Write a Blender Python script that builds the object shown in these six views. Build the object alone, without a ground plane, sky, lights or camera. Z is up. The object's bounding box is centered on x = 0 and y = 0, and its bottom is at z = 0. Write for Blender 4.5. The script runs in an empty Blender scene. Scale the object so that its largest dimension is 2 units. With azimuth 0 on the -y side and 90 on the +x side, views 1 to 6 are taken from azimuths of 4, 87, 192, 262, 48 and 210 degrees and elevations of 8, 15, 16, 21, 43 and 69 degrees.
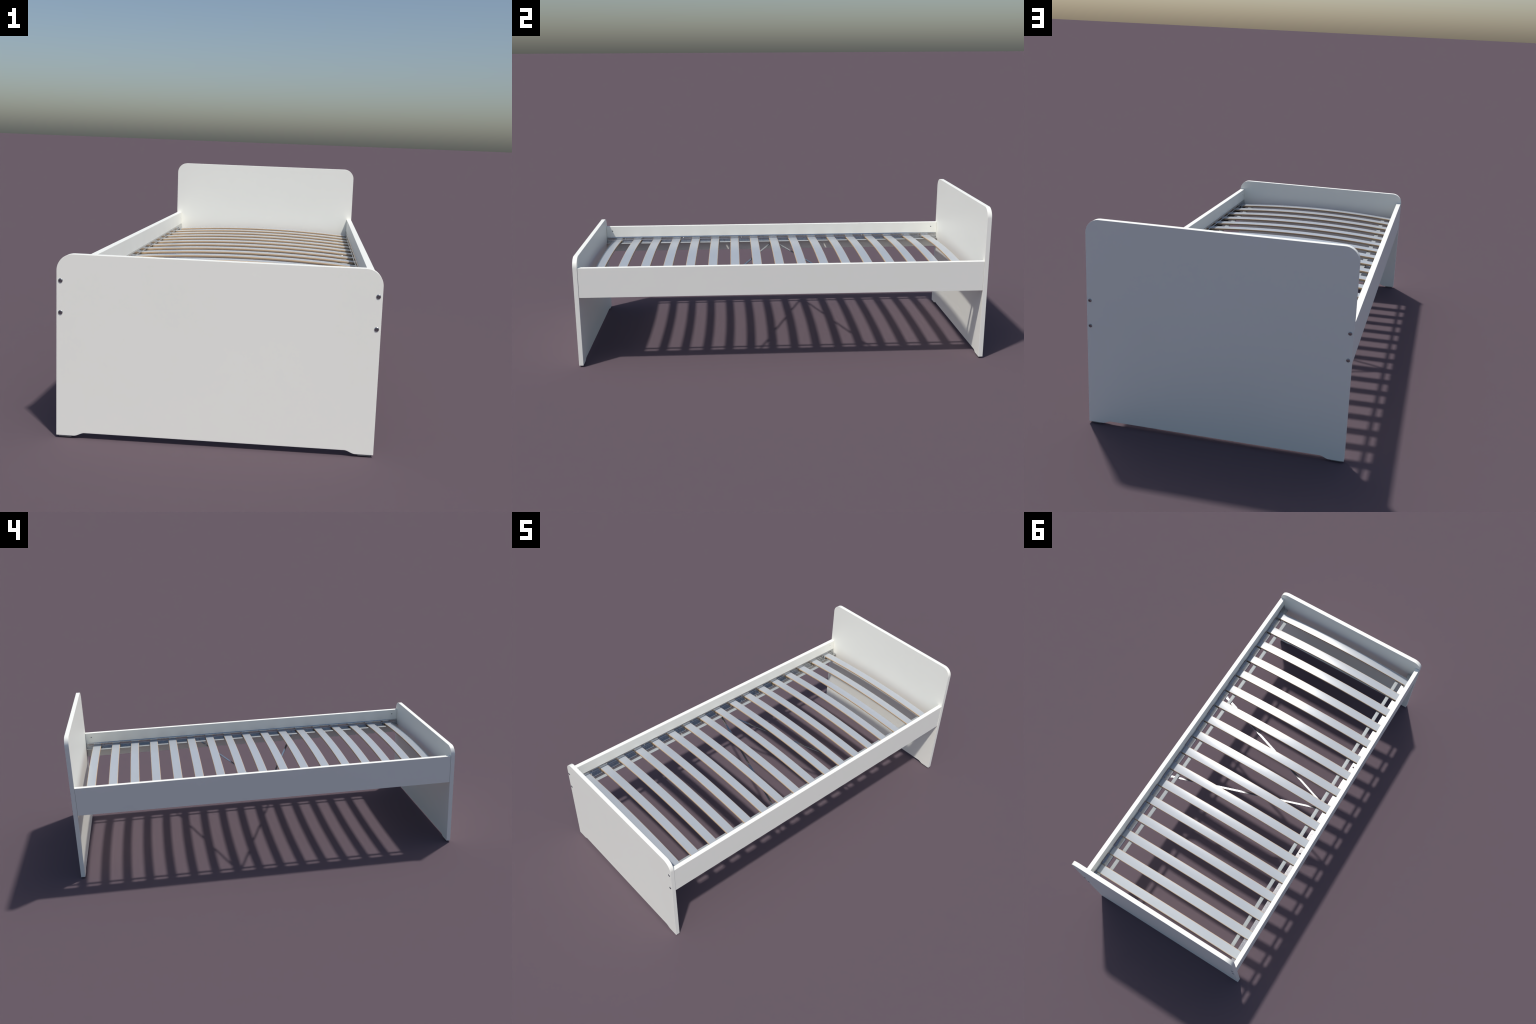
"""Single bed: two solid end panels, two side boards, steel slat rails,
17 arched laminated slats joined by webbing tapes, and a steel cross brace."""
import bpy, bmesh, math
from mathutils import Vector, Matrix

# ------------------------------------------------------------------ sizes (m)
PANEL_HALF_WIDTH = 0.4652
PANEL_OUTER_Y = 0.9978
PANEL_INNER_Y = 0.9766
PANEL_BOTTOM = 0.0050
HEAD_TOP, FOOT_TOP = 0.7582, 0.5465
CORNER_RADIUS = 0.049
NOTCH_HEIGHT, NOTCH_FLAT_X, NOTCH_FOOT_X = 0.0150, 0.381, 0.413

BOARD_INNER_X, BOARD_OUTER_X = 0.4416, 0.4636
BOARD_BOTTOM, BOARD_TOP = 0.3505, 0.4968
BOARD_END_Y = 0.9757

SLAT_COUNT, SLAT_PITCH, SLAT_WIDTH = 17, 0.11395, 0.0480
SLAT_HALF_LENGTH, SLAT_CROWN, SLAT_ARCH, SLAT_THICK = 0.4360, 0.4372, 0.1015, 0.0093
SHELF_Z = 0.4078
BOLT_X, BOLT_ZS = 0.4532, (0.4690, 0.3756)
HOLE_Y = 0.942


# ------------------------------------------------------------------ materials
def new_material(name):
    m = bpy.data.materials.new(name)
    m.use_nodes = True
    nt = m.node_tree
    return m, nt, nt.nodes["Principled BSDF"]


def add(nt, kind, **inputs):
    n = nt.nodes.new(kind)
    for k, v in inputs.items():
        n.inputs[k].default_value = v
    return n


def mottled(name, dark, light, scale, rough, stretch=(1, 1, 1), detail=3.0,
            metallic=0.0, bump=0.0, rough_var=0.0, specular=0.5):
    """Base colour that drifts between two close tones on Object coordinates."""
    m, nt, bsdf = new_material(name)
    tc = nt.nodes.new("ShaderNodeTexCoord")
    mp = nt.nodes.new("ShaderNodeMapping")
    mp.inputs["Scale"].default_value = stretch
    nz = add(nt, "ShaderNodeTexNoise", Scale=scale, Detail=detail, Roughness=0.55)
    ramp = nt.nodes.new("ShaderNodeValToRGB")
    ramp.color_ramp.elements[0].position = 0.30
    ramp.color_ramp.elements[1].position = 0.70
    ramp.color_ramp.elements[0].color = (*dark, 1)
    ramp.color_ramp.elements[1].color = (*light, 1)
    nt.links.new(tc.outputs["Object"], mp.inputs["Vector"])
    nt.links.new(mp.outputs["Vector"], nz.inputs["Vector"])
    nt.links.new(nz.outputs["Fac"], ramp.inputs["Fac"])
    nt.links.new(ramp.outputs["Color"], bsdf.inputs["Base Color"])
    bsdf.inputs["Metallic"].default_value = metallic
    bsdf.inputs["Roughness"].default_value = rough
    bsdf.inputs["Specular IOR Level"].default_value = specular
    if rough_var:
        mr = add(nt, "ShaderNodeMapRange")
        mr.inputs["To Min"].default_value = rough - rough_var
        mr.inputs["To Max"].default_value = rough + rough_var
        nt.links.new(nz.outputs["Fac"], mr.inputs["Value"])
        nt.links.new(mr.outputs["Result"], bsdf.inputs["Roughness"])
    if bump:
        bp = add(nt, "ShaderNodeBump", Strength=1.0, Distance=bump)
        nt.links.new(nz.outputs["Fac"], bp.inputs["Height"])
        nt.links.new(bp.outputs["Normal"], bsdf.inputs["Normal"])
    return m


white_foil = mottled("white_foil", (0.968, 0.970, 0.893), (0.982, 0.984, 0.908), 3.0, 0.45)
slat_laminate = mottled("slat_laminate", (0.410, 0.445, 0.482), (0.430, 0.465, 0.502),
                        25.0, 0.24, stretch=(0.15, 1, 1))
slat_birch = mottled("slat_birch", (0.485, 0.347, 0.217), (0.565, 0.420, 0.270), 60.0, 0.55,
                     stretch=(0.12, 1, 2.5))
webbing = mottled("webbing", (0.345, 0.375, 0.385), (0.395, 0.425, 0.435), 300.0, 0.5)
bolt_steel = mottled("bolt_steel", (0.34, 0.35, 0.37), (0.42, 0.43, 0.45), 150.0, 0.20, metallic=1.0)
socket_dark = mottled("socket_dark", (0.05, 0.05, 0.055), (0.09, 0.09, 0.095), 200.0, 0.5)
nut_steel = mottled("nut_steel", (0.16, 0.165, 0.17), (0.22, 0.225, 0.23), 200.0, 0.45)
glide_plastic = mottled("glide_plastic", (0.22, 0.22, 0.22), (0.27, 0.27, 0.27), 120.0, 0.6)


def galvanised():
    """Zinc-coated sheet: spangled crystals change roughness and tilt a little."""
    m, nt, bsdf = new_material("galvanised_steel")
    tc = nt.nodes.new("ShaderNodeTexCoord")
    vor = add(nt, "ShaderNodeTexVoronoi", Scale=230.0)
    nz = add(nt, "ShaderNodeTexNoise", Scale=260.0, Detail=3.0)
    nt.links.new(tc.outputs["Object"], vor.inputs["Vector"])
    nt.links.new(tc.outputs["Object"], nz.inputs["Vector"])
    ramp = nt.nodes.new("ShaderNodeValToRGB")
    ramp.color_ramp.elements[0].color = (0.42, 0.43, 0.44, 1)
    ramp.color_ramp.elements[1].color = (0.56, 0.57, 0.58, 1)
    nt.links.new(vor.outputs["Color"], ramp.inputs["Fac"])
    nt.links.new(ramp.outputs["Color"], bsdf.inputs["Base Color"])
    mr = add(nt, "ShaderNodeMapRange")
    mr.inputs["To Min"].default_value = 0.11
    mr.inputs["To Max"].default_value = 0.27
    nt.links.new(nz.outputs["Fac"], mr.inputs["Value"])
    nt.links.new(mr.outputs["Result"], bsdf.inputs["Roughness"])
    bp = add(nt, "ShaderNodeBump", Strength=0.12, Distance=0.0004)
    nt.links.new(nz.outputs["Fac"], bp.inputs["Height"])
    nt.links.new(bp.outputs["Normal"], bsdf.inputs["Normal"])
    bsdf.inputs["Metallic"].default_value = 1.0
    return m


steel = galvanised()


# ------------------------------------------------------------------ helpers
bed = bpy.data.objects.new("single_bed", None)
bpy.context.collection.objects.link(bed)
bed["label"] = "white single bed with slatted base and solid end panels"
bed["category"] = "bed"


def make(name, bm, mats, parent=None, smooth=None, bevel=0.0, segments=2, cutters=(), solid=0.0):
    me = bpy.data.meshes.new(name)
    bmesh.ops.recalc_face_normals(bm, faces=bm.faces) if not solid else None
    bm.to_mesh(me)
    bm.free()
    ob = bpy.data.objects.new(name, me)
    bpy.context.collection.objects.link(ob)
    for m in mats:
        me.materials.append(m)
    ob.parent = parent or bed
    if solid:
        s = ob.modifiers.new("thickness", "SOLIDIFY")
        s.thickness, s.offset = solid, -1
        s.use_even_offset = True
    for c in cutters:
        b = ob.modifiers.new("hole", "BOOLEAN")
        b.operation, b.object, b.solver = "DIFFERENCE", c, "EXACT"
    if bevel:
        b = ob.modifiers.new("edge", "BEVEL")
        b.width, b.segments, b.limit_method, b.angle_limit = bevel, segments, "ANGLE", math.radians(40)
    if ob.modifiers:
        dg = bpy.context.evaluated_depsgraph_get()
        done = bpy.data.meshes.new_from_object(ob.evaluated_get(dg))
        ob.modifiers.clear()
        ob.data = done
        done.name = name
    if smooth is not None:
        ob.data.shade_smooth()
        ob.data.set_sharp_from_angle(angle=math.radians(smooth))
    return ob


def box(x0, x1, y0, y1, z0, z1):
    bm = bmesh.new()
    bmesh.ops.create_cube(bm, size=1, matrix=Matrix.LocRotScale(
        Vector(((x0 + x1) / 2, (y0 + y1) / 2, (z0 + z1) / 2)), None,
        Vector((abs(x1 - x0), abs(y1 - y0), abs(z1 - z0)))))
    return bm


def cylinder_cutter(centre, radius, depth, axis):
    bm = bmesh.new()
    rot = Matrix.Rotation(math.pi / 2, 4, "Y") if axis == "X" else Matrix()
    bmesh.ops.create_cone(bm, cap_ends=True, segments=32, radius1=radius, radius2=radius,
                          depth=depth, matrix=Matrix.Translation(centre) @ rot)
    ob = make("cutter", bm, [])
    ob.hide_render = True
    return ob


cutters = []


def cut(*a):
    c = cylinder_cutter(*a)
    cutters.append(c)
    return c


# ------------------------------------------------------------------ end panels
def panel_outline(top):
    """Half outline from the bottom middle to the top middle, then mirrored."""
    half = [(NOTCH_FLAT_X, NOTCH_HEIGHT)]
    for i in range(1, 13):                                  # S-curve down to the foot
        t = i / 12
        s = t * t * (3 - 2 * t)
        half.append((NOTCH_FLAT_X + t * (NOTCH_FOOT_X - NOTCH_FLAT_X),
                     NOTCH_HEIGHT + s * (PANEL_BOTTOM - NOTCH_HEIGHT)))
    half.append((PANEL_HALF_WIDTH, PANEL_BOTTOM))
    cx, cz = PANEL_HALF_WIDTH - CORNER_RADIUS, top - CORNER_RADIUS
    for i in range(25):                                     # rounded upper corner
        a = math.pi / 2 * i / 24
        half.append((cx + CORNER_RADIUS * math.cos(a), cz + CORNER_RADIUS * math.sin(a)))
    return half + [(-x, z) for x, z in reversed(half)]


def end_panel(name, top, side):
    bm = bmesh.new()
    face = bm.faces.new([bm.verts.new((x, side * PANEL_INNER_Y, z)) for x, z in panel_outline(top)])
    ext = bmesh.ops.extrude_face_region(bm, geom=[face])
    for v in ext["geom"]:
        if isinstance(v, bmesh.types.BMVert):
            v.co.y = side * PANEL_OUTER_Y
    panel = make(name, bm, [white_foil], smooth=15, bevel=0.0007)
    for sx in (-1, 1):                                      # glides under the feet
        x0, x1 = sorted((sx * 0.4205, sx * 0.4582))
        make("floor_glide", box(x0, x1, side * 0.9795, side * 0.9950, 0.0, PANEL_BOTTOM + 0.001),
             [glide_plastic], parent=panel, bevel=0.0010, smooth=40)
    return panel


headboard = end_panel("headboard", HEAD_TOP, 1)
footboard = end_panel("footboard", FOOT_TOP, -1)


# ------------------------------------------------------------------ bolts
def bolt_mesh():
    """Flat button head with a hexagon socket, axis along +y, face seat at y = 0."""
    bm = bmesh.new()
    n = 48
    r_hex = 0.0029

    def hexagon(a):
        k = math.pi / 3
        return r_hex * math.cos(k / 2) / math.cos((a % k) - k / 2)
    rings = [(0.0066, -0.0008), (0.0066, 0.0006), (0.0062, 0.0014), (0.0052, 0.0020), (0.0042, 0.0022)]
    loops = []
    for r, y in rings:
        loops.append([bm.verts.new((r * math.cos(2 * math.pi * i / n), y, r * math.sin(2 * math.pi * i / n)))
                      for i in range(n)])
    for y in (0.0022, 0.0002):
        loops.append([bm.verts.new((hexagon(2 * math.pi * i / n) * math.cos(2 * math.pi * i / n), y,
                                    hexagon(2 * math.pi * i / n) * math.sin(2 * math.pi * i / n)))
                      for i in range(n)])
    for k, (a, b) in enumerate(zip(loops, loops[1:])):
        for i in range(n):
            f = bm.faces.new((a[i], a[(i + 1) % n], b[(i + 1) % n], b[i]))
            f.material_index = 1 if k == len(loops) - 2 else 0
    bm.faces.new(loops[-1]).material_index = 0
    return bm


bolt_proto = make("bolt", bolt_mesh(), [bolt_steel, socket_dark], smooth=35)
first = True
for side, panel in ((-1, footboard), (1, headboard)):
    for sx in (-1, 1):
        for z in BOLT_ZS:
            b = bolt_proto if first else bolt_proto.copy()
            if not first:
                bpy.context.collection.objects.link(b)
            first = False
            b.parent = panel
            b.location = (sx * BOLT_X, side * PANEL_OUTER_Y, z)
            b.rotation_euler = (0, 0, 0 if side > 0 else math.pi)


# ------------------------------------------------------------------ side boards
side_boards = {}
for sx in (-1, 1):
    x0, x1 = sorted((sx * BOARD_INNER_X, sx * BOARD_OUTER_X))
    holes = [cut((sx * BOARD_INNER_X, y, z), 0.0036, 0.024, "X")
             for y in (-HOLE_Y, HOLE_Y) for z in (BOLT_ZS[0] + 0.0015, BOLT_ZS[1])]
    board = make("side_board", box(x0, x1, -BOARD_END_Y, BOARD_END_Y, BOARD_BOTTOM, BOARD_TOP),
                 [white_foil], cutters=holes, bevel=0.0006, smooth=15)
    side_boards[sx] = board
    for y in (-HOLE_Y, HOLE_Y):                             # nuts sunk into the holes
        for z in (BOLT_ZS[0] + 0.0015, BOLT_ZS[1]):
            bm = bmesh.new()
            bmesh.ops.create_cone(bm, cap_ends=True, segments=24, radius1=0.0034, radius2=0.0034, depth=0.008,
                                  matrix=Matrix.Translation((sx * (BOARD_INNER_X + 0.0058), y, z))
                                  @ Matrix.Rotation(math.pi / 2, 4, "Y"))
            make("barrel_nut", bm, [nut_steel], parent=board, smooth=40)


# ------------------------------------------------------------------ slat rails
# cross-section of the folded steel sheet, |x| and z, from the top edge to the lip
RAIL_PROFILE = [(0.4404, 0.4366), (0.4398, 0.4352), (0.4387, 0.4322), (0.4384, 0.4308), (0.4384, 0.4196),
                (0.4380, 0.4188), (0.4372, 0.4184), (0.4366, 0.4178), (0.4364, 0.4168), (0.4364, 0.4095),
                (0.4359, 0.4083), (0.4348, SHELF_Z), (0.4140, SHELF_Z), (0.4124, 0.4075),
                (0.4113, 0.4065), (0.4109, 0.4050), (0.4109, 0.4030)]
RAIL_HALF_LENGTH = 0.9728
SCREW_YS = (0.869, 0.778, 0.528, 0.187)
rails = {}
for sx in (-1, 1):
    bm = bmesh.new()
    ends = []
    for y in (-RAIL_HALF_LENGTH, RAIL_HALF_LENGTH):
        ends.append([bm.verts.new((sx * x, y, z)) for x, z in RAIL_PROFILE])
    for i in range(len(RAIL_PROFILE) - 1):
        quad = (ends[0][i], ends[0][i + 1], ends[1][i + 1], ends[1][i])
        f = bm.faces.new(quad if sx < 0 else quad[::-1])
    bm.normal_update()
    shelf = max(bm.faces, key=lambda f: abs(f.normal.z) * f.calc_area())
    if shelf.normal.z < 0:
        bmesh.ops.reverse_faces(bm, faces=bm.faces)
    holes = [cut((sx * 0.4262, y, SHELF_Z), 0.0050, 0.02, "Z") for y in (-0.290, 0.290)]
    rail = make("slat_rail", bm, [steel], solid=0.0011, cutters=holes, smooth=8)
    rails[sx] = rail
    for y in [s * q for q in SCREW_YS for s in (-1, 1)]:    # pan-head screws through the flange
        bm = bmesh.new()
        bmesh.ops.create_uvsphere(bm, u_segments=20, v_segments=12, radius=1.0,
                                  matrix=Matrix.Translation((sx * 0.4384, y, 0.4240))
                                  @ Matrix.Diagonal((0.0022, 0.0042, 0.0042, 1)))
        make("rail_screw", bm, [bolt_steel], parent=rail, smooth=60)
    for sy in (-1, 1):                                      # stop tabs beside the outermost slats
        y = sy * 0.8842
        x0, x1 = sorted((sx * 0.4250, sx * 0.4335))
        make("stop_tab", box(x0, x1, y - 0.0017, y + 0.0017, SHELF_Z - 0.0005, 0.4195),
             [webbing], parent=rail, bevel=0.0010, smooth=40)


# ------------------------------------------------------------------ slats
def arch(x):
    return SLAT_CROWN - SLAT_ARCH * x * x


def slat_mesh():
    """Arched plywood strip: rounded birch long edges, pale laminate on both faces.
    The faces are very slightly crowned across the width."""
    bm = bmesh.new()
    r, w, t, crown = 0.0024, SLAT_WIDTH / 2, SLAT_THICK, 0.0004
    flat = w - r
    sec, laminate = [], set()

    def corner(cy, cz, a0):
        for i in range(7):
            a = math.radians(a0 - 90 * i / 6)
            sec.append((cy + r * math.cos(a), cz + r * math.sin(a)))

    def face(sign, z0, steps=8):                            # crowned span between two corners
        for i in range(steps):
            laminate.add(len(sec) - 1 + i)
        for i in range(1, steps):
            u = -1 + 2 * i / steps
            sec.append((sign * u * flat, z0 + sign * crown * (1 - u * u)))
    corner(w - r, -r - crown, 90)
    corner(w - r, -t + r + crown, 0)
    face(-1, -t + crown)
    corner(-w + r, -t + r + crown, -90)
    corner(-w + r, -r - crown, -180)
    face(1, -crown)
    n, m = 64, len(sec)
    loops = []
    for i in range(n + 1):
        x = -SLAT_HALF_LENGTH + 2 * SLAT_HALF_LENGTH * i / n
        tilt = math.atan(-2 * SLAT_ARCH * x)
        loops.append([bm.verts.new((x - z * math.sin(tilt), y, arch(x) + z * math.cos(tilt))) for y, z in sec])
    for a, b in zip(loops, loops[1:]):
        for j in range(m):
            f = bm.faces.new((a[j], a[(j + 1) % m], b[(j + 1) % m], b[j]))
            f.material_index = 0 if j in laminate else 1
    for l in (loops[0], loops[-1]):
        bm.faces.new(l).material_index = 1
    for e in bm.edges:                                      # crisp line where the laminate stops
        if len(e.link_faces) == 2 and (e.link_faces[0].material_index != e.link_faces[1].material_index
                                       or e.calc_face_angle(0) > 1.0):
            e.smooth = False
    for f in bm.faces:
        f.smooth = True
    return bm


slat = make("slat", slat_mesh(), [slat_laminate, slat_birch])
for i in range(SLAT_COUNT):
    s = slat if i == 0 else slat.copy()
    if i:
        bpy.context.collection.objects.link(s)
    s.location.y = (i - (SLAT_COUNT - 1) / 2) * SLAT_PITCH - 0.0005

# ------------------------------------------------------------------ webbing tapes
TAPE_X, TAPE_WIDTH = 0.3795, 0.0195
tape_z = arch(TAPE_X) - SLAT_THICK - 0.0012
for sx in (-1, 1):
    end = (SLAT_COUNT - 1) / 2 * SLAT_PITCH + SLAT_WIDTH / 2 - 0.004
    make("webbing_tape", box(sx * TAPE_X - TAPE_WIDTH / 2, sx * TAPE_X + TAPE_WIDTH / 2, -end, end,
                             tape_z - 0.0012, tape_z), [webbing], bevel=0.0004, smooth=40)


# ------------------------------------------------------------------ cross braces
def brace(start, end):
    """Shallow folded steel strip running between the two rails, flattened at its ends."""
    bm = bmesh.new()
    a, b = Vector(start), Vector(end)
    d = (b - a).normalized()
    across = Vector((-d.y, d.x, 0)).normalized()
    if across.y < 0:
        across = -across
    length = (b - a).length
    rows = []
    steps = 40
    for i in range(steps + 1):
        t = i / steps
        near = min(t, 1 - t) * length
        flat = min(1.0, max(0.0, (near - 0.02) / 0.03))
        flat = flat * flat * (3 - 2 * flat)
        half = 0.0066 - 0.0004 * flat
        p = a + d * (t * length)
        row = []
        for k, (o, h) in enumerate(((-1, -1), (-0.9, -0.25), (-0.75, 0), (0.75, 0), (0.9, -0.25), (1, -1))):
            row.append(bm.verts.new(p + across * (o * half) + Vector((0, 0, h * 0.0022 * flat))))
        rows.append(row)
    for r, q in zip(rows, rows[1:]):
        for k in range(5):
            bm.faces.new((r[k], r[k + 1], q[k + 1], q[k]))
    bm.normal_update()
    if sum(f.normal.z for f in bm.faces) < 0:
        bmesh.ops.reverse_faces(bm, faces=bm.faces)
    return make("cross_brace", bm, [steel], solid=0.0014, smooth=8)


BRACE_Z = 0.4028
for y_mid, slope in ((-0.1465, -0.3400), (0.1448, 0.3385)):
    x_end = 0.4270
    brace((x_end, y_mid + slope * x_end, BRACE_Z), (-x_end, y_mid - slope * x_end, BRACE_Z))

for c in cutters:
    bpy.data.objects.remove(c, do_unlink=True)
